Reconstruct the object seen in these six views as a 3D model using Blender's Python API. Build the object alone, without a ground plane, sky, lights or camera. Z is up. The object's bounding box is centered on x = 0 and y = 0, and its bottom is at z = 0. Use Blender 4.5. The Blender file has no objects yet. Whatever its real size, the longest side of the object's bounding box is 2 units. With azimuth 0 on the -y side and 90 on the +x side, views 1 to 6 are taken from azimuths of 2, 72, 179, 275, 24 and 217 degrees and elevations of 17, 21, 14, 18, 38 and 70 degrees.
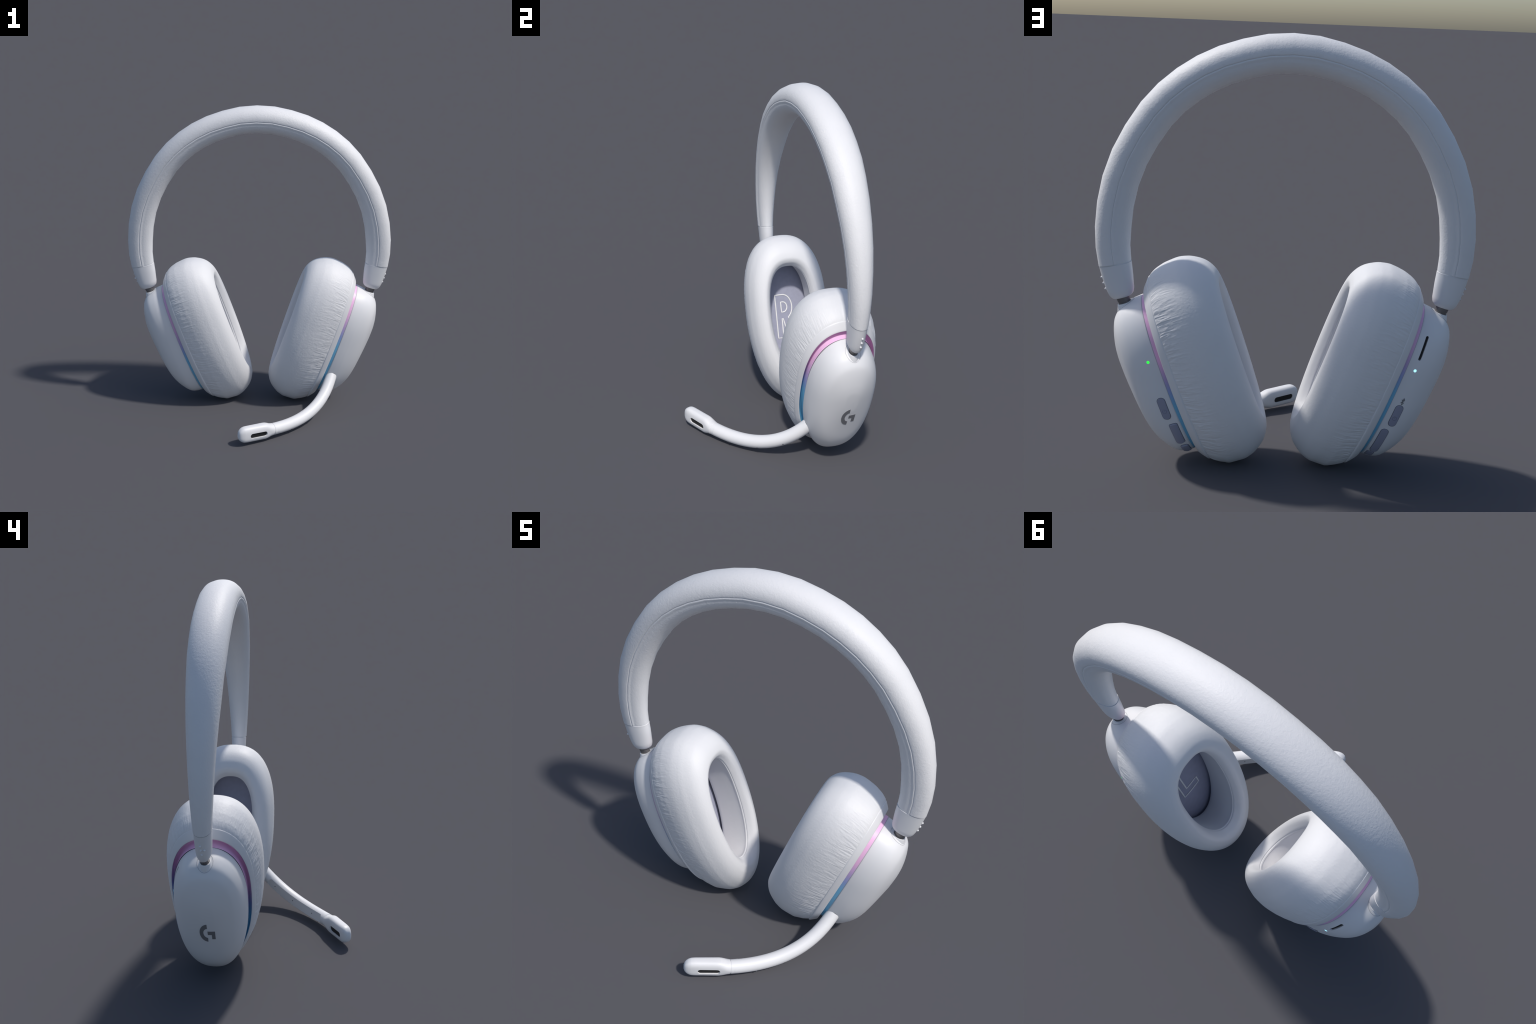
# White over-ear gaming headset with boom microphone, built part by part.
import bpy, bmesh, math
import numpy as np
from mathutils import Vector, Matrix

rng = np.random.default_rng(7)
YC = 0.229                                   # front-back symmetry plane of the headset

# ------------------------------------------------------------------ materials
def new_mat(name):
    m = bpy.data.materials.new(name); m.use_nodes = True
    nt = m.node_tree
    return m, nt, nt.nodes["Principled BSDF"]

def node(nt, kind, **kw):
    n = nt.nodes.new(kind)
    for k, v in kw.items():
        setattr(n, k, v)
    return n

def setin(n, **kw):
    for k, v in kw.items():
        n.inputs[k.replace("_", " ")].default_value = v

def grain_bump(nt, bsdf, layers, dist=0.002, strength=0.5):
    """Sum of noise layers [(scale, weight)] on Object coordinates -> Bump."""
    tc = node(nt, "ShaderNodeTexCoord")
    last = None
    for sc, w in layers:
        tx = node(nt, "ShaderNodeTexNoise"); setin(tx, Scale=sc, Detail=3.0, Roughness=0.55)
        nt.links.new(tc.outputs["Object"], tx.inputs["Vector"])
        mu = node(nt, "ShaderNodeMath", operation="MULTIPLY"); mu.inputs[1].default_value = w
        nt.links.new(tx.outputs["Fac"], mu.inputs[0])
        if last is None:
            last = mu.outputs[0]
        else:
            ad = node(nt, "ShaderNodeMath", operation="ADD")
            nt.links.new(last, ad.inputs[0]); nt.links.new(mu.outputs[0], ad.inputs[1])
            last = ad.outputs[0]
    bp = node(nt, "ShaderNodeBump"); setin(bp, Strength=strength, Distance=dist)
    nt.links.new(last, bp.inputs["Height"]); nt.links.new(bp.outputs["Normal"], bsdf.inputs["Normal"])
    return tc

def tint(nt, bsdf, tc, c0, c1, scale):
    """Very faint cloudy colour variation."""
    tx = node(nt, "ShaderNodeTexNoise"); setin(tx, Scale=scale, Detail=4.0)
    nt.links.new(tc.outputs["Object"], tx.inputs["Vector"])
    rp = node(nt, "ShaderNodeValToRGB")
    rp.color_ramp.elements[0].position = 0.3; rp.color_ramp.elements[1].position = 0.7
    rp.color_ramp.elements[0].color = (*c0, 1); rp.color_ramp.elements[1].color = (*c1, 1)
    nt.links.new(tx.outputs["Fac"], rp.inputs["Fac"]); nt.links.new(rp.outputs["Color"], bsdf.inputs["Base Color"])

def surf(name, c0, c1=None, rough=0.5, layers=None, dist=0.002, strength=0.4, metallic=0.0, tscale=9.0, spec=0.5):
    m, nt, b = new_mat(name)
    setin(b, Roughness=rough, Metallic=metallic)
    b.inputs["Specular IOR Level"].default_value = spec
    b.inputs["Base Color"].default_value = (*c0, 1)
    tc = None
    if layers:
        tc = grain_bump(nt, b, layers, dist, strength)
    if c1:
        if tc is None: tc = node(nt, "ShaderNodeTexCoord")
        tint(nt, b, tc, c0, c1, tscale)
    return m

WHITE = (0.785, 0.78, 0.79)
WHITE2 = (0.77, 0.766, 0.777)
M_SHELL = surf("white_shell_plastic", WHITE, WHITE2, rough=0.45, layers=[(420, 1.0)], dist=0.0006, strength=0.12)
M_LEATHER = surf("white_leatherette", WHITE, WHITE2, rough=0.55, layers=[(85, 1.0), (190, 0.5)], dist=0.004, strength=0.14)
M_BAND = surf("white_headband_fabric", WHITE, WHITE2, rough=0.55, layers=[(85, 1.0), (190, 0.5)], dist=0.005, strength=0.22)
M_CLOTH = surf("lavender_speaker_cloth", (0.365, 0.375, 0.475), (0.395, 0.405, 0.51), rough=0.85, layers=[(260, 1.0)], dist=0.002, strength=0.4, tscale=40, spec=0.2)
M_PRINT = surf("white_print", (0.88, 0.88, 0.88), rough=0.6)
M_BUTTON = surf("grey_lavender_button", (0.30, 0.31, 0.40), rough=0.5)
M_MARK = surf("button_mark", (0.20, 0.205, 0.28), rough=0.6)
M_GAP_FILL = surf("dark_gap_fill", (0.10, 0.10, 0.12), rough=0.7)  # colour of the dark pieces that stand in for gaps and holes
M_SEAM = surf("grey_seam_shadow", (0.42, 0.42, 0.45), rough=0.7)
M_BLACK = surf("black_opening", (0.006, 0.006, 0.007), rough=0.6, layers=[(300, 1.0)], dist=0.001, strength=0.3)
M_LOGO = surf("grey_logo", (0.185, 0.185, 0.195), rough=0.45)
M_STEEL = surf("dark_steel_pin", (0.20, 0.19, 0.19), rough=0.35, metallic=0.5)

def led(name, col):
    m, nt, b = new_mat(name)
    b.inputs["Base Color"].default_value = (*col, 1)
    b.inputs["Emission Color"].default_value = (*col, 1); b.inputs["Emission Strength"].default_value = 1.1
    return m
M_GREEN = led("green_indicator", (0.03, 1.0, 0.06))
M_BLUE = led("pale_blue_indicator", (0.40, 0.85, 1.0))

def strip_mat():
    """Light strip: pink above, violet in the middle, blue below (along the cup's own height)."""
    m, nt, b = new_mat("pink_to_blue_strip")
    tc = node(nt, "ShaderNodeTexCoord"); sp = node(nt, "ShaderNodeSeparateXYZ")
    nt.links.new(tc.outputs["Object"], sp.inputs[0])
    sl = node(nt, "ShaderNodeMath", operation="MULTIPLY_ADD"); sl.inputs[1].default_value = 0.3      # the colour change runs slightly aslant
    nt.links.new(sp.outputs["Y"], sl.inputs[0]); nt.links.new(sp.outputs["Z"], sl.inputs[2])
    mr = node(nt, "ShaderNodeMapRange"); setin(mr, From_Min=-0.45, From_Max=0.45)
    nt.links.new(sl.outputs[0], mr.inputs["Value"])
    rp = node(nt, "ShaderNodeValToRGB"); cr = rp.color_ramp
    stops = [(0.0, (0.17, 0.52, 0.77)), (0.45, (0.22, 0.57, 0.82)), (0.53, (0.36, 0.46, 0.78)),
             (0.60, (0.58, 0.45, 0.73)), (0.70, (0.84, 0.52, 0.77)), (1.0, (0.95, 0.58, 0.84))]
    cr.elements[0].position, cr.elements[0].color = stops[0][0], (*stops[0][1], 1)
    cr.elements[1].position, cr.elements[1].color = stops[-1][0], (*stops[-1][1], 1)
    for p, c in stops[1:-1]:
        e = cr.elements.new(p); e.color = (*c, 1)
    nt.links.new(mr.outputs["Result"], rp.inputs["Fac"]); nt.links.new(rp.outputs["Color"], b.inputs["Base Color"])
    setin(b, Roughness=0.4)
    return m
M_STRIP = strip_mat()

# ------------------------------------------------------------------ object helpers
ROOT = bpy.data.objects.new("gaming_headset", None)
bpy.context.scene.collection.objects.link(ROOT)
ROOT["label"] = "white over-ear gaming headset with boom microphone and pink-blue strips"
ROOT["category"] = "headset"

def add(name, mesh, parent=None, matrix=None):
    ob = bpy.data.objects.new(name, mesh)
    bpy.context.scene.collection.objects.link(ob)
    ob.parent = parent or ROOT
    if matrix is not None:
        ob.matrix_parent_inverse = Matrix.Identity(4)
        ob.matrix_basis = matrix
    return ob

def mesh_from(name, verts, faces, mat, smooth=True, sharp=None):
    me = bpy.data.meshes.new(name)
    me.from_pydata([tuple(map(float, v)) for v in verts], [], faces)
    bm = bmesh.new(); bm.from_mesh(me)
    bmesh.ops.remove_doubles(bm, verts=bm.verts, dist=1e-6)
    bmesh.ops.recalc_face_normals(bm, faces=bm.faces)
    bm.to_mesh(me); bm.free()
    me.materials.append(mat)
    for p in me.polygons:
        p.use_smooth = smooth
    if smooth and sharp:
        me.set_sharp_from_angle(angle=math.radians(sharp))
    me.update()
    return me

def grid_faces(nu, nv, wrap_u=False, wrap_v=False):
    f = []
    for i in range(nu if wrap_u else nu - 1):
        for j in range(nv if wrap_v else nv - 1):
            i2, j2 = (i + 1) % nu, (j + 1) % nv
            f.append((i * nv + j, i * nv + j2, i2 * nv + j2, i2 * nv + j))
    return f

def loft(name, rings, mat, cap0=False, cap1=False, sharp=None):
    """rings: list of (n,3) closed loops."""
    n = len(rings[0])
    V = np.concatenate([np.asarray(r, float) for r in rings])
    F = grid_faces(len(rings), n, wrap_v=True)
    if cap0:
        V = np.vstack([V, np.mean(rings[0], axis=0)]); c = len(V) - 1
        F += [(c, j, (j + 1) % n) for j in range(n)]
    if cap1:
        V = np.vstack([V, np.mean(rings[-1], axis=0)]); c = len(V) - 1; o = (len(rings) - 1) * n
        F += [(c, o + (j + 1) % n, o + j) for j in range(n)]
    return mesh_from(name, V, F, mat, True, sharp)

def pchip(xs, ys, x):
    """Monotone cubic interpolation (ys may have columns)."""
    xs = np.asarray(xs, float); ys = np.asarray(ys, float)
    one = ys.ndim == 1
    if one: ys = ys[:, None]
    h = np.diff(xs); d = np.diff(ys, axis=0) / h[:, None]
    m = np.zeros_like(ys); m[0], m[-1] = d[0], d[-1]
    for k in range(1, len(xs) - 1):
        w1, w2 = 2 * h[k] + h[k - 1], h[k] + 2 * h[k - 1]
        ok = d[k - 1] * d[k] > 0
        with np.errstate(divide="ignore", invalid="ignore"):
            mk = (w1 + w2) / (w1 / d[k - 1] + w2 / d[k])
        m[k] = np.where(ok, mk, 0)
    x = np.atleast_1d(x); i = np.clip(np.searchsorted(xs, x) - 1, 0, len(xs) - 2)
    t = ((x - xs[i]) / h[i])[:, None]; hh = h[i][:, None]
    r = ((1 + 2 * t) * (1 - t) ** 2 * ys[i] + t * (1 - t) ** 2 * hh * m[i]
         + t * t * (3 - 2 * t) * ys[i + 1] + t * t * (t - 1) * hh * m[i + 1])
    return r[:, 0] if one else r

def vnoise(x, y, seed=0, period=None):
    """2D value noise in numpy; x may wrap with an integer period."""
    xi, yi = np.floor(x).astype(int), np.floor(y).astype(int)
    fx, fy = x - xi, y - yi
    fx, fy = fx * fx * (3 - 2 * fx), fy * fy * (3 - 2 * fy)
    def h(a, b):
        if period: a = np.mod(a, period)
        s = np.sin(a * 127.1 + b * 311.7 + seed * 74.7) * 43758.5453
        return s - np.floor(s)
    return ((h(xi, yi) * (1 - fx) + h(xi + 1, yi) * fx) * (1 - fy)
            + (h(xi, yi + 1) * (1 - fx) + h(xi + 1, yi + 1) * fx) * fy) * 2 - 1

# ------------------------------------------------------------------ headband
# outer ridge of the right half of the arch (x, z), top first; mirrored for the other half
ARCH = np.array([(0, 2.0), (.111, 1.992), (.218, 1.968), (.321, 1.934), (.415, 1.889), (.5, 1.834),
                 (.580, 1.767), (.653, 1.686), (.722, 1.583), (.779, 1.475), (.822, 1.357),
                 (.847, 1.240), (.858, 1.126), (.856, 1.029), (.843, .942)])
HALF_W = np.interp(np.arange(15), [0, 4, 6, 8.2, 9.7, 11.3, 13.4, 14], [.099, .0975, .093, .082, .0705, .0595, .0475, .045])
THICK = np.interp(np.arange(15), [0, 4, 8, 12, 14], [.172, .170, .166, .162, .150])
PIPE_D = np.interp(np.arange(15), [0, 9, 14], [.084, .080, .069])

def arch_frames():
    full = np.vstack([(ARCH * [-1, 1])[:0:-1], ARCH])
    t = np.gradient(full, axis=0); t /= np.linalg.norm(t, axis=1)[:, None]
    nrm = np.stack([t[:, 1], -t[:, 0]], 1)          # towards the head
    nrm[-1] = (-.977, .213); nrm[0] = (.977, .213)
    idx = np.abs(np.arange(29) - 14)
    return full, nrm, HALF_W[idx], THICK[idx], PIPE_D[idx]

def build_headband():
    full, nrm, hw, th, pd = arch_frames()
    outer, inner = [], []
    for P, N, w, T, D in zip(full, nrm, hw, th, pd):
        def pt(d, y):
            return (P[0] + N[0] * d, YC + y, P[1] + N[1] * d)
        # outer cover: half superellipse from the front groove over the ridge to the back groove
        prof = []
        for s in np.linspace(0, math.pi, 33):
            c, sn = math.cos(s), math.sin(s)
            e = 2 / 2.15
            prof.append((D * (1 - abs(sn) ** e), math.copysign(abs(c) ** e, c) * w))
        edge = [(D + .0025, w - .0004), (D + .0045, w - .0014), (D + .0055, w - .0032)]
        prof = [(d, y) for d, y in edge[::-1]] + prof + [(d, -y) for d, y in edge]
        outer.append([pt(d, y) for d, y in prof])
        # inner pad: piping bead, then a soft flattened belly
        d0 = D + .0055; bead = [(d0, w - .0032), (d0 + .0015, w - .0016), (d0 + .0045, w - .0004), (d0 + .009, w - .0012), (d0 + .014, w - .0038)]
        dd = T - (d0 + .014); ww = w - .0038
        belly = []
        for s in np.linspace(0, math.pi, 29)[1:-1]:
            c, sn = math.cos(s), math.sin(s); e = 2 / 2.05
            belly.append((d0 + .014 + dd * abs(sn) ** e, math.copysign(abs(c) ** e, c) * ww))
        prof = bead + belly + [(d, -y) for d, y in bead[::-1]]
        inner.append([pt(d, y) for d, y in prof])
    for lst in (outer, inner):            # turn the end rims inwards at the joint with the caps
        for k, side in ((0, -1), (-1, 1)):
            c = np.array([side * (.842 + .695) / 2, YC, (.942 + .973) / 2])
            rim = [tuple(c + (np.array(q) - c) * .93) for q in lst[k]]
            if k == 0: lst.insert(0, rim)
            else: lst.append(rim)
    n = len(outer[0])
    band = add("headband", mesh_from("headband", np.concatenate(outer), grid_faces(31, n), M_BAND, True, 60))
    n = len(inner[0])
    add("headband_cushion", mesh_from("headband_cushion", np.concatenate(inner), grid_faces(31, n), M_BAND, True, 60), band)
    return band
build_headband()

# end caps, hinge pins, tactile dots -------------------------------------------------
CAP = [((.842, .942), (.695, .973), .0440), ((.835, .915), (.692, .945), .0430), ((.828, .889), (.689, .920), .0420),
       ((.812, .840), (.685, .867), .0395), ((.803, .818), (.6835, .846), .038), ((.795, .803), (.685, .829), .034),
       ((.786, .793), (.691, .817), .0285), ((.774, .787), (.702, .807), .021), ((.757, .789), (.716, .800), .011)]

def section(o, i, hw, n=40, p=2.2):
    o, i = np.array(o), np.array(i); c = (o + i) / 2; r = (o - i) / 2
    out = []
    for k in range(n):
        a = 2 * math.pi * k / n; e = 2 / p
        u = math.copysign(abs(math.cos(a)) ** e, math.cos(a)); v = math.copysign(abs(math.sin(a)) ** e, math.sin(a))
        out.append((c[0] + r[0] * u, YC + hw * v, c[1] + r[1] * u))
    return out

def build_caps():
    s = np.arange(len(CAP)); fine = np.linspace(0, len(CAP) - 1, 41)
    tab = np.array([[*o, *i, w] for o, i, w in CAP])
    tab = np.stack([pchip(s, tab[:, k], fine) for k in range(5)], 1)
    rings = [section(r[:2], r[2:4], r[4]) for r in tab]
    # small rebate at the joint with the headband
    r0 = tab[0].copy(); c = (r0[:2] + r0[2:4]) / 2
    step = np.array([-.0008, 0, -.0042])                       # the joint is a narrow open line
    lip = np.array(section(c + (r0[:2] - c) * .945, c + (r0[2:4] - c) * .945, r0[4] * .93)) - step * .6
    rim = np.array(section(c + (r0[:2] - c) * .945, c + (r0[2:4] - c) * .945, r0[4] * .93)) + step * 1.1
    rings[0] = np.array(rings[0]) + step
    me = loft("headband_end_cap", [lip, rim] + rings, M_SHELL, cap0=True, cap1=True, sharp=50)
    # pin
    a = np.array([.7405, .812]); b = np.array([.715, .745]); ax = (b - a) / np.linalg.norm(b - a); px = np.array([ax[1], -ax[0]])
    pin = []
    for t, r in [(0, .030), (.45, .030), (.46, .0275), (.52, .0275), (.53, .030), (1, .030)]:
        c = a + (b - a) * t
        pin.append([(c[0] + px[0] * r * math.cos(q), YC + r * .68 * math.sin(q), c[1] + px[1] * r * math.cos(q)) for q in np.linspace(0, 2 * math.pi, 33)[:-1]])
    pm = loft("hinge_pin", pin, M_STEEL, True, True, sharp=35)
    bm = bmesh.new(); bmesh.ops.create_uvsphere(bm, u_segments=14, v_segments=9, radius=.0056)
    dot = bpy.data.meshes.new("tactile_dot"); bm.to_mesh(dot); bm.free(); dot.materials.append(M_SHELL)
    for p in dot.polygons: p.use_smooth = True
    flip = Matrix.Scale(-1, 4, (1, 0, 0))
    for side in (1, -1):
        mx = Matrix.Identity(4) if side == 1 else Matrix.Rotation(math.pi, 4, "Z") @ Matrix.Translation((0, -2 * YC, 0))
        cap = add("headband_end_cap", me, ROOT, mx)
        add("hinge_pin", pm, ROOT, mx)
        # (x, z along the outer face, y offset)
        pos = [(.829, .889, .004), (.8205, .862, .004), (.8115, .835, .004)]
        if side == -1: pos = [(.829, .889, .006), (.8205, .864, .0035), (.8215, .866, -.0135), (.8115, .839, .001)]
        for x, z, dy in pos:
            add("tactile_dot", dot, cap, Matrix.Translation((x, YC + dy, z)) if side == 1 else mx.inverted() @ Matrix.Translation((-x, YC + dy, z)))
build_caps()

# ------------------------------------------------------------------ ear cups
TILT = Vector((.9446, 0, -.328)).normalized()           # outward axis of the +x cup
UP = Vector((.328, 0, .9446)).normalized()
def cup_matrix(side):
    a = Vector((TILT.x * side, 0, TILT.z)); b = Vector((UP.x * side, 0, UP.z)); y = Vector((0, side, 0))
    m = Matrix((a, y, b)).transposed().to_4x4()
    m.translation = (.4675 * side, YC, .453)
    return m

def egg(W, top, bot, bw, nt, nb, n):
    """Egg outline in (y, b): widest at height bw, superellipse above (nt) and below (nb)."""
    q = np.linspace(0, 2 * math.pi, n, endpoint=False)
    c, s = np.cos(q), np.sin(q)
    e = np.where(s >= 0, 2 / nt, 2 / nb)
    y = W * np.sign(c) * np.abs(c) ** e
    b = np.where(s >= 0, bw + (top - bw) * np.abs(s) ** e, bw - (bw - bot) * np.abs(s) ** e)
    return y, b

# cushion meridian: arc parameter -> (a, half width, top, bottom)
CUSHION = [(.006, .205, .440, -.430), (-.002, .2145, .4625, -.4555), (-.033, .2280, .4870, -.4825), (-.060, .2355, .4970, -.4970), (-.09, .2425, .5045, -.5090),
           (-.15, .2490, .5100, -.5095), (-.195, .2460, .5020, -.4980), (-.230, .2375, .4870, -.4780), (-.264, .2245, .4640, -.4500),
           (-.289, .2060, .4335, -.4150), (-.304, .1835, .3990, -.3785), (-.3080, .1660, .3715, -.3475), (-.299, .1490, .3480, -.3210),
           (-.280, .1365, .3325, -.3020), (-.266, .1318, .3250, -.2930), (-.2635, .1332, .3270, -.2950), (-.261, .1318, .3250, -.2930), (-.258, .1303, .3225, -.2905), (-.254, .1303, .3225, -.2905),
           (-.250, .1322, .3250, -.2930), (-.19, .1365, .3300, -.2985), (-.125, .1415, .3360, -.3060), (-.100, .1445, .3395, -.3100), (-.088, .1520, .3480, -.3190), (-.084, .1700, .3700, -.3420)]

def build_cushion_mesh():
    tab = np.array(CUSHION)
    seg = np.linalg.norm(np.diff(tab[:, [0, 1]] - 0, axis=0), axis=1) + .5 * np.abs(np.diff(tab[:, 2]))
    s = np.concatenate([[0], np.cumsum(seg)])
    fine = np.concatenate([np.linspace(0, s[7], 100), np.linspace(s[7], s[13], 36)[1:], np.linspace(s[13], s[19], 64)[1:], np.linspace(s[19], s[24], 26)[1:]])
    R = np.stack([pchip(s, tab[:, k], fine) for k in range(4)], 1)
    n = 1700
    rings = []
    for a, W, top, bot in R:
        bw = np.interp(W, [.131, .249], [.055, .075])
        y, b = egg(W, top, bot, bw, 2.5, 2.08, n)
        rings.append(np.stack([np.full(n, a), y, b], 1))
    V = np.array(rings)                                   # (m, n, 3)
    # wrinkles: creases running along the cup axis, gathered at the seam and fading over the side
    du = np.roll(V, -1, 1) - np.roll(V, 1, 1); dv = np.gradient(V, axis=0)
    N = np.cross(du, dv); N /= np.linalg.norm(N, axis=2)[..., None] + 1e-9
    if (N[20, 0] @ np.array([0, 1, 0])) < 0: N = -N
    arc = np.concatenate([[0], np.cumsum(np.linalg.norm(np.diff(V[40], axis=0), axis=1))])
    L = arc[-1] + np.linalg.norm(V[40, 0] - V[40, -1]); u = arc / L
    U = np.broadcast_to(u, V.shape[:2]); Sg = np.broadcast_to(fine[:, None], V.shape[:2])
    A = V[..., 0]
    warp = vnoise(U * 26, Sg * 9, 3, 26)
    def fold(freq, lon, seed, w):
        """One family of long thin creases, slightly slanted."""
        return -np.abs(vnoise(U * freq + warp * w + Sg * 2.5, Sg * lon, seed, freq)) ** .8
    crease = .8 * fold(168, 11, 5, .7) + .9 * fold(250, 15, 6, .9) + .6 * fold(340, 20, 8, 1.1) + .15 * vnoise(U * 70 + warp, Sg * 7, 9, 70) + .95
    pores = vnoise(U * 300, Sg * 120, 31, 300) * .5 + vnoise(U * 420, Sg * 190, 32, 420) * .4
    grow = np.clip((.004 - A) / .015, 0, 1) * np.clip((A + .19) / .16, 0, 1) ** 1.4
    sides = .5 + .5 * np.clip(np.abs(V[..., 1]) / .17, 0, 1) ** 1.5
    patch = .7 + .5 * vnoise(U * 9, Sg * 3, 11, 9)
    outside = (Sg < s[8])
    amp = .0020 * grow * sides * patch * outside
    grain = pores * .00028 * np.clip((.0 - A) / .03, 0, 1) * outside * np.clip((A + .31) / .08, 0, 1)
    V = V + N * (amp * crease + grain)[..., None]
    m = len(R)
    return mesh_from("ear_cushion", V.reshape(-1, 3), grid_faces(m, n, wrap_v=True), M_LEATHER)

# shell meridian: (a, half width, top, bottom)
SHELL = [(.0515, .1845, .3937, -.3848), (.0535, .1850, .3945, -.3855), (.08, .1840, .392, -.3845), (.11, .1800, .3885, -.380), (.13, .1750, .384, -.370),
         (.16, .1640, .373, -.337), (.187, .1480, .352, -.296), (.205, .1315, .331, -.256), (.220, .109, .298, -.198),
         (.233, .082, .257, -.095), (.2420, .057, .218, -.008), (.2475, .033, .177, .052), (.2495, .0, .115, .115)]
SH = np.array(SHELL)
SH_N = (2.35, 2.35)
def mid_height(top, bot):
    """Height of the widest point of a shell section: rises as the sections shrink to the crown."""
    return .5 * (top + bot) + .05 * min(1, (top - bot) / .78)
def shell_rows():
    s = np.concatenate([[0], np.cumsum(np.linalg.norm(np.diff(SH[:, [0, 2]], axis=0), axis=1) + np.linalg.norm(np.diff(SH[:, [0, 1]], axis=0), axis=1))])
    fine = np.linspace(0, s[-1], 90)
    return np.stack([pchip(s, SH[:, k], fine) for k in range(4)], 1)
ROWS = shell_rows()
def row_at(a):
    a = min(max(a, ROWS[0, 0]), ROWS[-1, 0])
    return [float(np.interp(a, ROWS[:, 0], ROWS[:, k])) for k in (1, 2, 3)]
def inside(a, y, b):
    W, top, bot = row_at(a)
    if W < 1e-5: return 9
    bw = mid_height(top, bot)
    t, n = ((b - bw) / (top - bw), SH_N[0]) if b >= bw else ((bw - b) / (bw - bot), SH_N[1])
    return (abs(y) / W) ** n + abs(t) ** n
def wall_y(a, b):
    """Distance of the shell's side wall from the cup's mid plane."""
    W, top, bot = row_at(a); bw = mid_height(top, bot)
    t, n = ((b - bw) / (top - bw), SH_N[0]) if b >= bw else ((bw - b) / (bw - bot), SH_N[1])
    return W * max(0, 1 - min(t, 1) ** n) ** (1 / n)
def face_a(y, b):
    """Height of the shell's outer face over the point (y, b)."""
    lo, hi = .06, .2494
    for _ in range(40):
        m = (lo + hi) / 2
        if inside(m, y, b) < 1: lo = m
        else: hi = m
    return lo

def build_shell_mesh():
    n = 128; rings = []
    for a, W, top, bot in ROWS[:-1]:
        y, b = egg(W, top, bot, mid_height(top, bot), *SH_N, n)
        rings.append(np.stack([np.full(n, a), y, b], 1))
    y, b = egg(.150, .36, -.355, .05, *SH_N, n)
    back = np.stack([np.full(n, .03), y, b], 1)
    return loft("ear_cup_shell", [back] + rings, M_SHELL, cap0=True, cap1=True)

def ring_mesh(name, rows, mat, n=160, nt=2.45, nb=2.2, bw=.06, sharp=None):
    rings = []
    for a, W, top, bot in rows:
        y, b = egg(W, top, bot, bw, nt, nb, n)
        rings.append(np.stack([np.full(n, a), y, b], 1))
    return loft(name, rings, mat, sharp=sharp)

FLANGE = [(-.020, .205, .440, -.430), (-.0085, .2155, .463, -.4555), (-.0065, .2170, .4660, -.4585), (-.004, .2182, .4674, -.4599),
          (-.0015, .2182, .4670, -.4595), (.002, .2172, .4640, -.4570), (.010, .2140, .4540, -.4470), (.020, .2090, .4425, -.4345), (.027, .2050, .4335, -.4250),
          (.0298, .2025, .4290, -.4205), (.0300, .2010, .4268, -.4185), (.027, .1998, .4250, -.4165)]
STRIP = [(.0275, .2003, .4255, -.4170), (.006, .1990, .4235, -.4150), (-.003, .1955, .4175, -.4085), (-.005, .1885, .4060, -.3970), (.001, .1840, .3975, -.3885), (.016, .1827, .3945, -.3855), (.0508, .1840, .3938, -.3850)]
STRIP_LINE = [(.0502, .1846, .3941, -.3852), (.0513, .1849, .3944, -.3855)]

def tube(name, pts, r, mat, closed=True, res=4):
    cu = bpy.data.curves.new(name, "CURVE"); cu.dimensions = "3D"; cu.bevel_depth = r; cu.bevel_resolution = res
    cu.use_fill_caps = True
    sp = cu.splines.new("POLY"); sp.points.add(len(pts) - 1); sp.use_cyclic_u = closed
    for p, q in zip(sp.points, pts): p.co = (*map(float, q), 1)
    ob = bpy.data.objects.new("helper", cu); bpy.context.scene.collection.objects.link(ob)
    dg = bpy.context.evaluated_depsgraph_get()
    me = bpy.data.meshes.new_from_object(ob.evaluated_get(dg)); me.name = name
    bpy.data.objects.remove(ob); bpy.data.curves.remove(cu)
    me.materials.clear(); me.materials.append(mat)
    for p in me.polygons: p.use_smooth = True
    return me

def join_tubes(name, loops, r, mat, closed=True):
    bm = bmesh.new()
    for l in loops:
        me = tube(name + "_part", l, r, mat, closed, 2); bm.from_mesh(me); bpy.data.meshes.remove(me)
    out = bpy.data.meshes.new(name); bm.to_mesh(out); bm.free(); out.materials.append(mat)
    for p in out.polygons: p.use_smooth = True
    return out

def stadium(l, w, r, n=7):
    """Rounded rectangle outline, l along v, w along u, corner radius r."""
    pts = []
    for cx, cy, a0 in [(w / 2 - r, l / 2 - r, 0), (-w / 2 + r, l / 2 - r, 90), (-w / 2 + r, -l / 2 + r, 180), (w / 2 - r, -l / 2 + r, 270)]:
        for k in range(n):
            q = math.radians(a0 + 90 * k / (n - 1)); pts.append((cx + r * math.cos(q), cy + r * math.sin(q)))
    return pts

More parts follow.
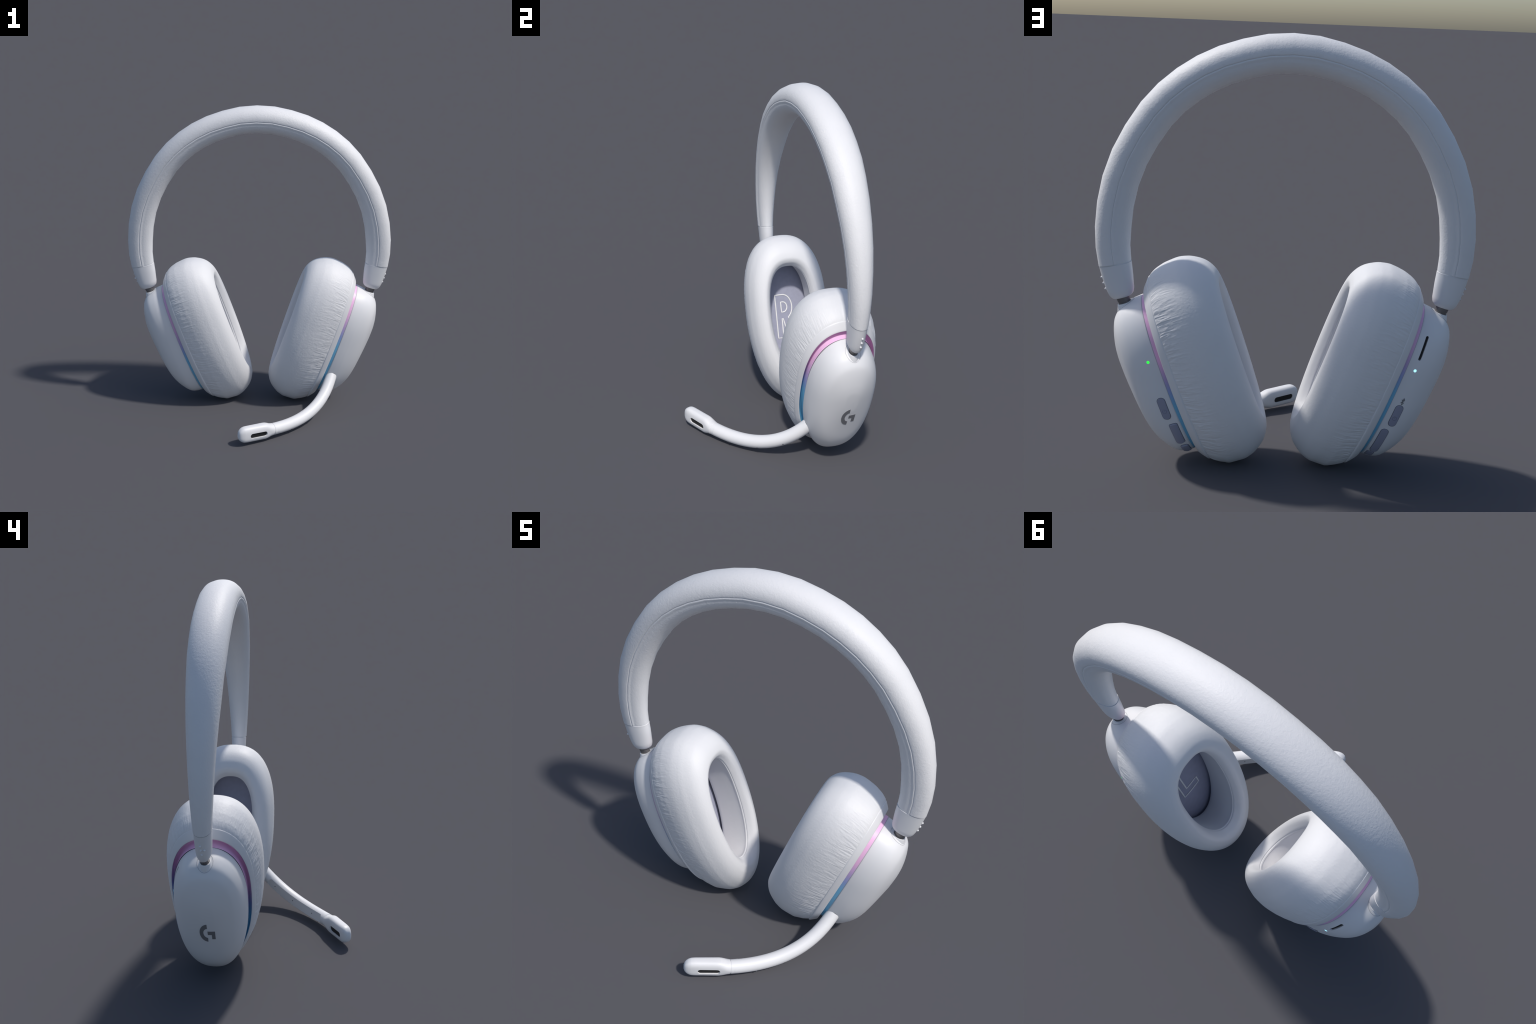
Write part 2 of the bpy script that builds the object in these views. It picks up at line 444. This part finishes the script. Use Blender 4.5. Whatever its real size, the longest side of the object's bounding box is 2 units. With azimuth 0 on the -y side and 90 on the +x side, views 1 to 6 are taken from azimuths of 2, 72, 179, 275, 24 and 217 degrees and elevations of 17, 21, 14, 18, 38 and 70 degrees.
def wall_patch(name, ac, bc, l, w, r, h, mat, sgn, skew=0.0, bevel=.0015, crown=0.0):
    """Rounded-rectangular button following the shell's side wall, standing h proud of it."""
    base = stadium(l, w, r)
    # resample the outline densely along its length so it follows the wall
    loop = []
    for (x0, y0), (x1, y1) in zip(base, base[1:] + base[:1]):
        k = max(1, int(math.hypot(x1 - x0, y1 - y0) / .006))
        loop += [(x0 + (x1 - x0) * i / k, y0 + (y1 - y0) * i / k) for i in range(k)]
    def P(u, v, off):
        a, b = ac + u + skew * v, bc + v
        y = wall_y(a, b); e = .002
        ga = (wall_y(a + e, b) - wall_y(a - e, b)) / (2 * e); gb = (wall_y(a, b + e) - wall_y(a, b - e)) / (2 * e)
        nn = np.array([-ga, 1, -gb]); nn /= np.linalg.norm(nn)
        p = np.array([a, y, b]) + nn * off
        return (p[0], p[1] * sgn, p[2])
    n = len(loop)
    def sc(f): return [(u * (1 - 2 * f / w), v * (1 - 2 * f / l)) for u, v in loop]
    rings = [[P(u, v, -.006) for u, v in loop], [P(u, v, h - bevel) for u, v in loop], [P(u, v, h - bevel * .3) for u, v in sc(bevel * .35)], [P(u, v, h) for u, v in sc(bevel)]]
    for f in (.3, .6, .85, 1.0):
        rings.append([P(u * (1 - f), v * (1 - 0), h + crown * (1 - (1 - f) ** 2)) for u, v in sc(bevel)])
    V = np.concatenate([np.array(q) for q in rings]); F = grid_faces(len(rings), n, wrap_v=True)
    return mesh_from(name, V, F, mat, True, 40)

def face_plate(name, poly, h, mat):
    """Flat emblem lying on the shell's outer face; poly is a list of quads of (y, b)."""
    V, F = [], []
    for q in poly:
        o = len(V)
        for off in (-.004, h):
            for y, b in q: V.append((face_a(y, b) + off, y, b))
        n = len(q)
        F.append(tuple(o + n + i for i in range(n)))
        F += [(o + i, o + (i + 1) % n, o + n + (i + 1) % n, o + n + i) for i in range(n)]
    return mesh_from(name, V, F, mat, False)

def logo_quads():
    """Emblem: an open half ring on the left and a hooked bar on the right."""
    quads = []
    q = np.radians(np.linspace(92, 268, 37))
    for a0, a1 in zip(q[:-1], q[1:]):
        quads.append([(.040 * math.cos(t) , .066 * math.sin(t)) for t in (a0, a1)] + [(.0215 * math.cos(t), .036 * math.sin(t)) for t in (a1, a0)])
    quads = [[(y + .001, b) for y, b in k] for k in quads]
    def rect(y0, y1, b0, b1, n=5):
        ys = np.linspace(y0, y1, n)
        return [[(s, b0), (e, b0), (e, b1), (s, b1)] for s, e in zip(ys[:-1], ys[1:])]
    quads += rect(.001, .0205, -.012, .014) + rect(.0205, .0375, -.012, .014)
    quads += rect(.0205, .0375, -.045, -.012)
    return quads

def letter_loops(kind):
    """Outlined letters printed on the speaker cloth, in (right, up) as read."""
    if kind == "R":
        bowl = [(-.002 + .057 * math.sin(t), .0585 + .0765 * math.cos(t)) for t in np.linspace(0, math.pi * .83, 17)]
        out = [(-.050, -.135), (-.050, .135)] + bowl + [(.058, -.135), (.018, -.135), (-.009, -.016), (-.016, -.016), (-.016, -.135)]
        cnt = [(-.016, .089), (-.004, .089)] + [(-.004 + .026 * math.sin(t), .0575 + .0315 * math.cos(t)) for t in np.linspace(.2, math.pi - .2, 11)] + [(-.004, .026), (-.016, .026)]
        return [out, cnt]
    return [[(-.054, .135), (-.054, -.138), (.054, -.138), (.054, -.097), (-.022, -.097), (-.022, .135)]]

def lathe_socket():
    """Shallow dish around the hinge pin, local z = pin axis (pointing up out of the cup)."""
    prof = [(.0305, -.030), (.0305, -.001), (.0315, .0005), (.0345, .0005), (.0360, -.0010), (.0385, -.0080), (.042, -.0170), (.046, -.0280), (.050, -.045)]
    n = 48
    return loft("hinge_socket", [[(r * .74 * math.cos(q), r * math.sin(q), z) for q in np.linspace(0, 2 * math.pi, n, endpoint=False)] for r, z in prof], M_SHELL)

CUSH = build_cushion_mesh(); SHELLM = build_shell_mesh()
FL = ring_mesh("cushion_frame", FLANGE, M_SHELL, bw=.066); ST = ring_mesh("light_strip", STRIP, M_STRIP, bw=.055, sharp=40)
STL = ring_mesh("strip_joint", STRIP_LINE, M_SEAM, bw=.053)
SOCK = lathe_socket()

def cloth_height(f):
    """Speaker cloth: a shallow dome towards the ear, f = 0 centre, 1 rim."""
    return float(np.interp(f, [0, .25, .45, .7, .85, 1.05], [-.0845, -.0830, -.0800, -.0750, -.0715, -.0670]))
CLOTH_EGG = (.178, .392, -.406)
def cloth_fraction(y, b):
    W, top, bot = CLOTH_EGG
    return math.hypot(y / W, b / (top if b > 0 else bot))
def cloth_mesh():
    n = 128; rings = []
    for f in np.linspace(1.04, .06, 22):
        y, b = egg(CLOTH_EGG[0] * f, CLOTH_EGG[1] * f, CLOTH_EGG[2] * f, .05 * f, 2.4, 2.08, n)
        rings.append(np.stack([np.full(n, cloth_height(f)), y, b], 1))
    return loft("speaker_cloth", rings, M_CLOTH, cap1=True)
CLOTH = cloth_mesh()

def slot_cutter(l, w, ac, bc, sgn, y0, y1):
    pts = stadium(l, w, w / 2 - .0002)
    V = [(ac + u, sgn * yy, bc + v) for yy in (y0, y1) for u, v in pts]; n = len(pts)
    F = [tuple(range(n)), tuple(range(2 * n - 1, n - 1, -1))] + [(i, (i + 1) % n, n + (i + 1) % n, n + i) for i in range(n)]
    return mesh_from("cutter", V, F, M_BLACK, False)

def boolean(me, cutter):
    """Mesh difference, returned as a new mesh; cut faces keep the cutter's material."""
    a = bpy.data.objects.new("helper", me); b = bpy.data.objects.new("helper", cutter)
    for o in (a, b): bpy.context.scene.collection.objects.link(o)
    md = a.modifiers.new("cut", "BOOLEAN"); md.operation = "DIFFERENCE"; md.object = b; md.solver = "EXACT"
    dg = bpy.context.evaluated_depsgraph_get(); out = bpy.data.meshes.new_from_object(a.evaluated_get(dg))
    bpy.data.objects.remove(a); bpy.data.objects.remove(b)
    out.set_sharp_from_angle(angle=math.radians(40))
    return out

def disc_on_wall(name, ac, bc, r, h, mat, sgn):
    return wall_patch(name, ac, bc, 2 * r, 2 * r, r * .999, h, mat, sgn, bevel=.0012)

def bluetooth_mark(sgn):
    """Small angular rune above the pairing button, as thin tubes on the wall."""
    s = .020
    pts = [(-.45, .5), (.45, -.45), (0, -1), (0, 1), (.45, .45), (-.45, -.5)]
    loop = [((.097 + x * s * .75 * -sgn), -.021 + z * s * .85) for x, z in pts]
    dense = []
    for (a0, b0), (a1, b1) in zip(loop[:-1], loop[1:]):
        for t in np.linspace(0, 1, 5)[:-1]: dense.append((a0 + (a1 - a0) * t, b0 + (b1 - b0) * t))
    dense.append(loop[-1])
    return tube("wireless_mark", [(a, sgn * (wall_y(a, b) + .0005), b) for a, b in dense], .0016, M_LOGO, closed=False)

def arc_mark(name, ac, bc, r, sgn, gap=35, h=.0030, rad=.0009):
    q = np.radians(np.linspace(90 + gap, 450 - gap, 25))
    arc = [(ac + r * math.cos(t) * -sgn, bc + r * math.sin(t)) for t in q]
    bar = [(ac, bc + r * .1), (ac, bc + r * .6), (ac, bc + r * 1.15)]
    def W(l): return [(a, sgn * (wall_y(a, b) + h), b) for a, b in l]
    bm = bmesh.new()
    for l in (arc, bar):
        m = tube("x", W(l), rad, M_MARK, False, 2); bm.from_mesh(m); bpy.data.meshes.remove(m)
    me = bpy.data.meshes.new(name); bm.to_mesh(me); bm.free(); me.materials.append(M_MARK)
    return me

def build_cup(side):
    mx = cup_matrix(side)
    shell_me = SHELLM
    back = 1 if side == 1 else -1                       # local y sign of the wearer's rear
    if side == -1:
        shell_me = boolean(SHELLM, slot_cutter(.112, .0135, .0905, .240, back, .11, .30))
    cup = add("ear_cup", shell_me, ROOT, mx)
    add("light_strip", ST, cup); add("strip_joint", STL, cup); add("cushion_frame", FL, cup)
    add("emblem", face_plate("emblem", logo_quads(), .0012, M_LOGO), cup)
    # hinge socket on the shell's top edge
    pin = Vector((.024 * side, 0, .067)).normalized()
    pos = mx @ Vector((.1385, 0, .3855))
    z = pin; x = Vector((0, 1, 0)); yv = z.cross(x)
    sm = Matrix((x, yv, z)).transposed().to_4x4(); sm.translation = pos
    add("hinge_socket", SOCK, cup, mx.inverted() @ sm)
    ring = []                                            # fine joint line around the socket
    for q in np.linspace(0, 2 * math.pi, 65)[:-1]:
        a, y = .1395 + .047 * math.cos(q), .0385 * math.sin(q)
        W, top, bot = row_at(a); bw = mid_height(top, bot)
        ring.append((a + .0006 * math.cos(q), y, bw + (top - bw) * (1 - (abs(y) / W) ** SH_N[0]) ** (1 / SH_N[0]) + .0004))
    add("socket_joint", tube("socket_joint", ring, .0008, M_SEAM), cup)
    # side controls
    if side == 1:
        add("indicator_light", disc_on_wall("indicator_light", .090, .135, .0072, .0003, M_GREEN, back), cup)
        parts = [("power_button", .095, -.099, .112, .036, .0175, .003, 0.0), ("volume_roller", .083, -.243, .116, .038, .008, .004, .004), ("mode_button", .078, -.345, .05, .036, .009, .006, .002)]
    else:
        add("indicator_light", disc_on_wall("indicator_light", .091, .135, .0075, .0003, M_BLUE, back), cup)
        add("charging_port", mesh_from("charging_port", *port_lining(back), M_BLACK, False), cup)
        add("wireless_mark", bluetooth_mark(back), cup)
        parts = [("pairing_button", .097, -.099, .112, .036, .0175, .003, 0.0), ("mode_switch", .084, -.252, .145, .036, .0165, .003, 0.0), ("mode_button", .078, -.345, .034, .034, .006, .002, 0.0)]
    for nm, ac, bc, l, w, r, h, crown in parts:
        add("button_gap_patch", wall_patch("button_gap_patch", ac, bc, l + .005, w + .005, r + .002, .0006, M_GAP_FILL, back), cup)  # dark patch laid on the wall around the button, no real gap
        add(nm, wall_patch(nm, ac, bc, l, w, r, h, M_BUTTON, back, crown=crown), cup)
    add("power_mark", arc_mark("power_mark", .096, -.112, .0095, back, 35 if side == 1 else 10), cup)
    cush = add("ear_cushion", CUSH, ROOT, mx)
    cl = add("speaker_cloth", CLOTH, cush)
    # printed side letter, read from inside the cup
    yshift, vshift = (.005, .002) if side == -1 else (-.015, .020)
    loops = []
    for l in letter_loops("R" if side == -1 else "L"):
        # world y of the reader's right: +y on the -x cup, -y on the +x cup
        loops.append([(-.0965, ((u + yshift) * -1) if side == -1 else (-u + yshift), v + vshift) for u, v in l])
    dense = []
    for l in loops:
        d = []
        for p, q in zip(l, l[1:] + l[:1]):
            k = max(1, int(math.dist(p, q) / .02))
            d += [tuple(np.array(p) + (np.array(q) - np.array(p)) * i / k) for i in range(k)]
        dense.append(d)
    lm = join_tubes("side_letter", dense, .0040, M_PRINT)
    for v in lm.vertices:                                # flat print, hardly raised, following the dome
        v.co.x = cloth_height(cloth_fraction(v.co.y, v.co.z)) - .0016 + (v.co.x + .0965) * .4
    add("side_letter", lm, cl)
    return cup

def port_lining(sgn):
    pts = stadium(.104, .0105, .005); n = len(pts); V = []
    V += [(.0905 + u, sgn * (wall_y(.0905 + u, .24 + v) - .006), .24 + v) for u, v in pts]
    V += [(.0905 + u, sgn * (wall_y(.0905 + u, .24 + v) - .03), .24 + v) for u, v in pts]
    return V, [tuple(range(n)), tuple(range(2 * n - 1, n - 1, -1))] + [(i, (i + 1) % n, n + (i + 1) % n, n + i) for i in range(n)]

CUP_L = build_cup(1); CUP_R = build_cup(-1)

# ------------------------------------------------------------------ microphone
BOOM = np.array([[.096, -.352, .060], [.243, -.249, .046], [.400, -.096, .046], [.468, .069, .208]])
def bez(t):
    t = np.atleast_1d(t)[:, None]; c = BOOM
    return (1 - t) ** 3 * c[0] + 3 * (1 - t) ** 2 * t * c[1] + 3 * (1 - t) * t * t * c[2] + t ** 3 * c[3]
def boom_frame(t):
    p = bez(t)[0]; d = bez(min(t + .004, 1.0))[0] - bez(max(t - .004, 0.0))[0]; d /= np.linalg.norm(d)
    inn = np.array([-.62, .72, .12]); inn -= d * (inn @ d); inn /= np.linalg.norm(inn)   # towards the wearer
    up = np.cross(d, inn); up = up if up[2] > 0 else -up
    return p, d, inn, up

def build_microphone():
    n = 48; rings = []
    ts = np.linspace(0, 1, 181); arc = ts
    R = .0368
    for t in ts:
        p, d, inn, up = boom_frame(t)
        ring = []
        # flattened inner panel between t0 and t1 with rounded ends
        for k in range(n):
            q = 2 * math.pi * k / n; u, v = R * math.cos(q), R * math.sin(q)
            t0, t1 = .06, .86
            ends = min(t - t0, t1 - t) / .05
            if ends > 0:
                half = R * .74 * math.sqrt(max(0, 1 - max(0, 1 - ends) ** 2))
                lim = R * .70
                if u > lim and abs(v) <= half + .004: u = lim
            ring.append(p + inn * u + up * v)
        rings.append(ring)
    last = bez(1)[0]; p, d, inn, up = boom_frame(1.0)
    for ext in (.03, .06):
        rings.append([last + d * ext + (inn * math.cos(2 * math.pi * k / n) + up * math.sin(2 * math.pi * k / n)) * R for k in range(n)])
    boom = add("microphone_boom", loft("microphone_boom", rings, M_SHELL, True, True, sharp=28))
    # dark sleeve put in for the gap where the boom enters the cup
    col = []
    for ext, r in [(.032, .0365), (.034, .0382), (.07, .0382)]:
        col.append([last + d * ext + (inn * math.cos(2 * math.pi * k / n) + up * math.sin(2 * math.pi * k / n)) * r for k in range(n)])
    add("boom_gap_sleeve", loft("boom_gap_sleeve", col, M_GAP_FILL), boom)
    # dark dots in place of pin holes: outside underneath and on the inner panel
    bm = bmesh.new(); bmesh.ops.create_uvsphere(bm, u_segments=12, v_segments=8, radius=.0045)
    hole_dot = bpy.data.meshes.new("pin_hole_dot"); bm.to_mesh(hole_dot); bm.free(); hole_dot.materials.append(M_GAP_FILL)
    for t in (.23, .53, .78):
        p, d, inn, up = boom_frame(t)
        add("pin_hole_dot", hole_dot, boom, Matrix.Translation(Vector(p - inn * R * .83 - up * R * .53)))
        add("pin_hole_dot", hole_dot, boom, Matrix.Translation(Vector(p + inn * (R * .70 - .0028))))
    # capsule head
    p0 = BOOM[0]; tip = np.array([-.115, -.4690, .0725]); ax = tip - p0; L = np.linalg.norm(ax); ax /= L
    out = np.cross(ax, [0, 0, 1]); out /= np.linalg.norm(out)
    if out[1] > 0: out = -out
    up = np.cross(out, ax); up = up if up[2] > 0 else -up
    prof = [(-.03, .0345, .0345), (-.001, .0358, .0358), (0, .0348, .0348), (.002, .0348, .0348), (.003, .0368, .0368), (.018, .0382, .0370), (.036, .0440, .0362), (.054, .0490, .0350), (.075, .0505, .0340),
            (.13, .0505, .0330), (.18, .0505, .0322), (.202, .0490, .0308), (.217, .0440, .0275), (.228, .0360, .0230), (L - .0055, .0260, .0165), (L, .011, .0075)]
    m = 64; rings = []
    tab = np.array(prof); fine = np.unique(np.concatenate([tab[:, 0], np.linspace(.003, L, 60)]))
    hh, ww = pchip(tab[:, 0], tab[:, 1], fine), pchip(tab[:, 0], tab[:, 2], fine)
    for s, h, w in zip(fine, hh, ww):
        e = 2 / (2.0 + 1.0 * min(max(s / .06, 0), 1))
        ring = []
        for k in range(m):
            q = 2 * math.pi * k / m; c, sn = math.cos(q), math.sin(q)
            ring.append(p0 + ax * s + out * w * math.copysign(abs(c) ** e, c) + up * h * math.copysign(abs(sn) ** e, sn))
        rings.append(ring)
    head = loft("microphone_head", rings, M_SHELL, True, True, sharp=50)
    # two grille recesses, front and back
    def cutter(sc, cent, lo, hi, l, w, mat):
        pts = stadium(l, w, w / 2 - .0002, 9); V = []
        for dd, g in ((lo, 1.0), (hi, sc)):
            V += [p0 + ax * (cent + v * g) + up * (u * g - .004) + out * dd for u, v in pts]
        k = len(pts)
        return mesh_from("cutter", V, [tuple(range(k)), tuple(range(2 * k - 1, k - 1, -1))] + [(i, (i + 1) % k, k + (i + 1) % k, k + i) for i in range(k)], mat, False)
    for sg, cent in ((1, .112), (-1, .140)):
        head = boolean(head, cutter(1.12, cent, sg * .022, sg * .060, .112, .030, M_SHELL))
    ho = add("microphone_head", head, boom)
    for sg, cent in ((1, .112), (-1, .140)):
        add("microphone_grille", cutter(1.0, cent, sg * .015, sg * .0262, .114, .0305, M_BLACK), ho)
build_microphone()
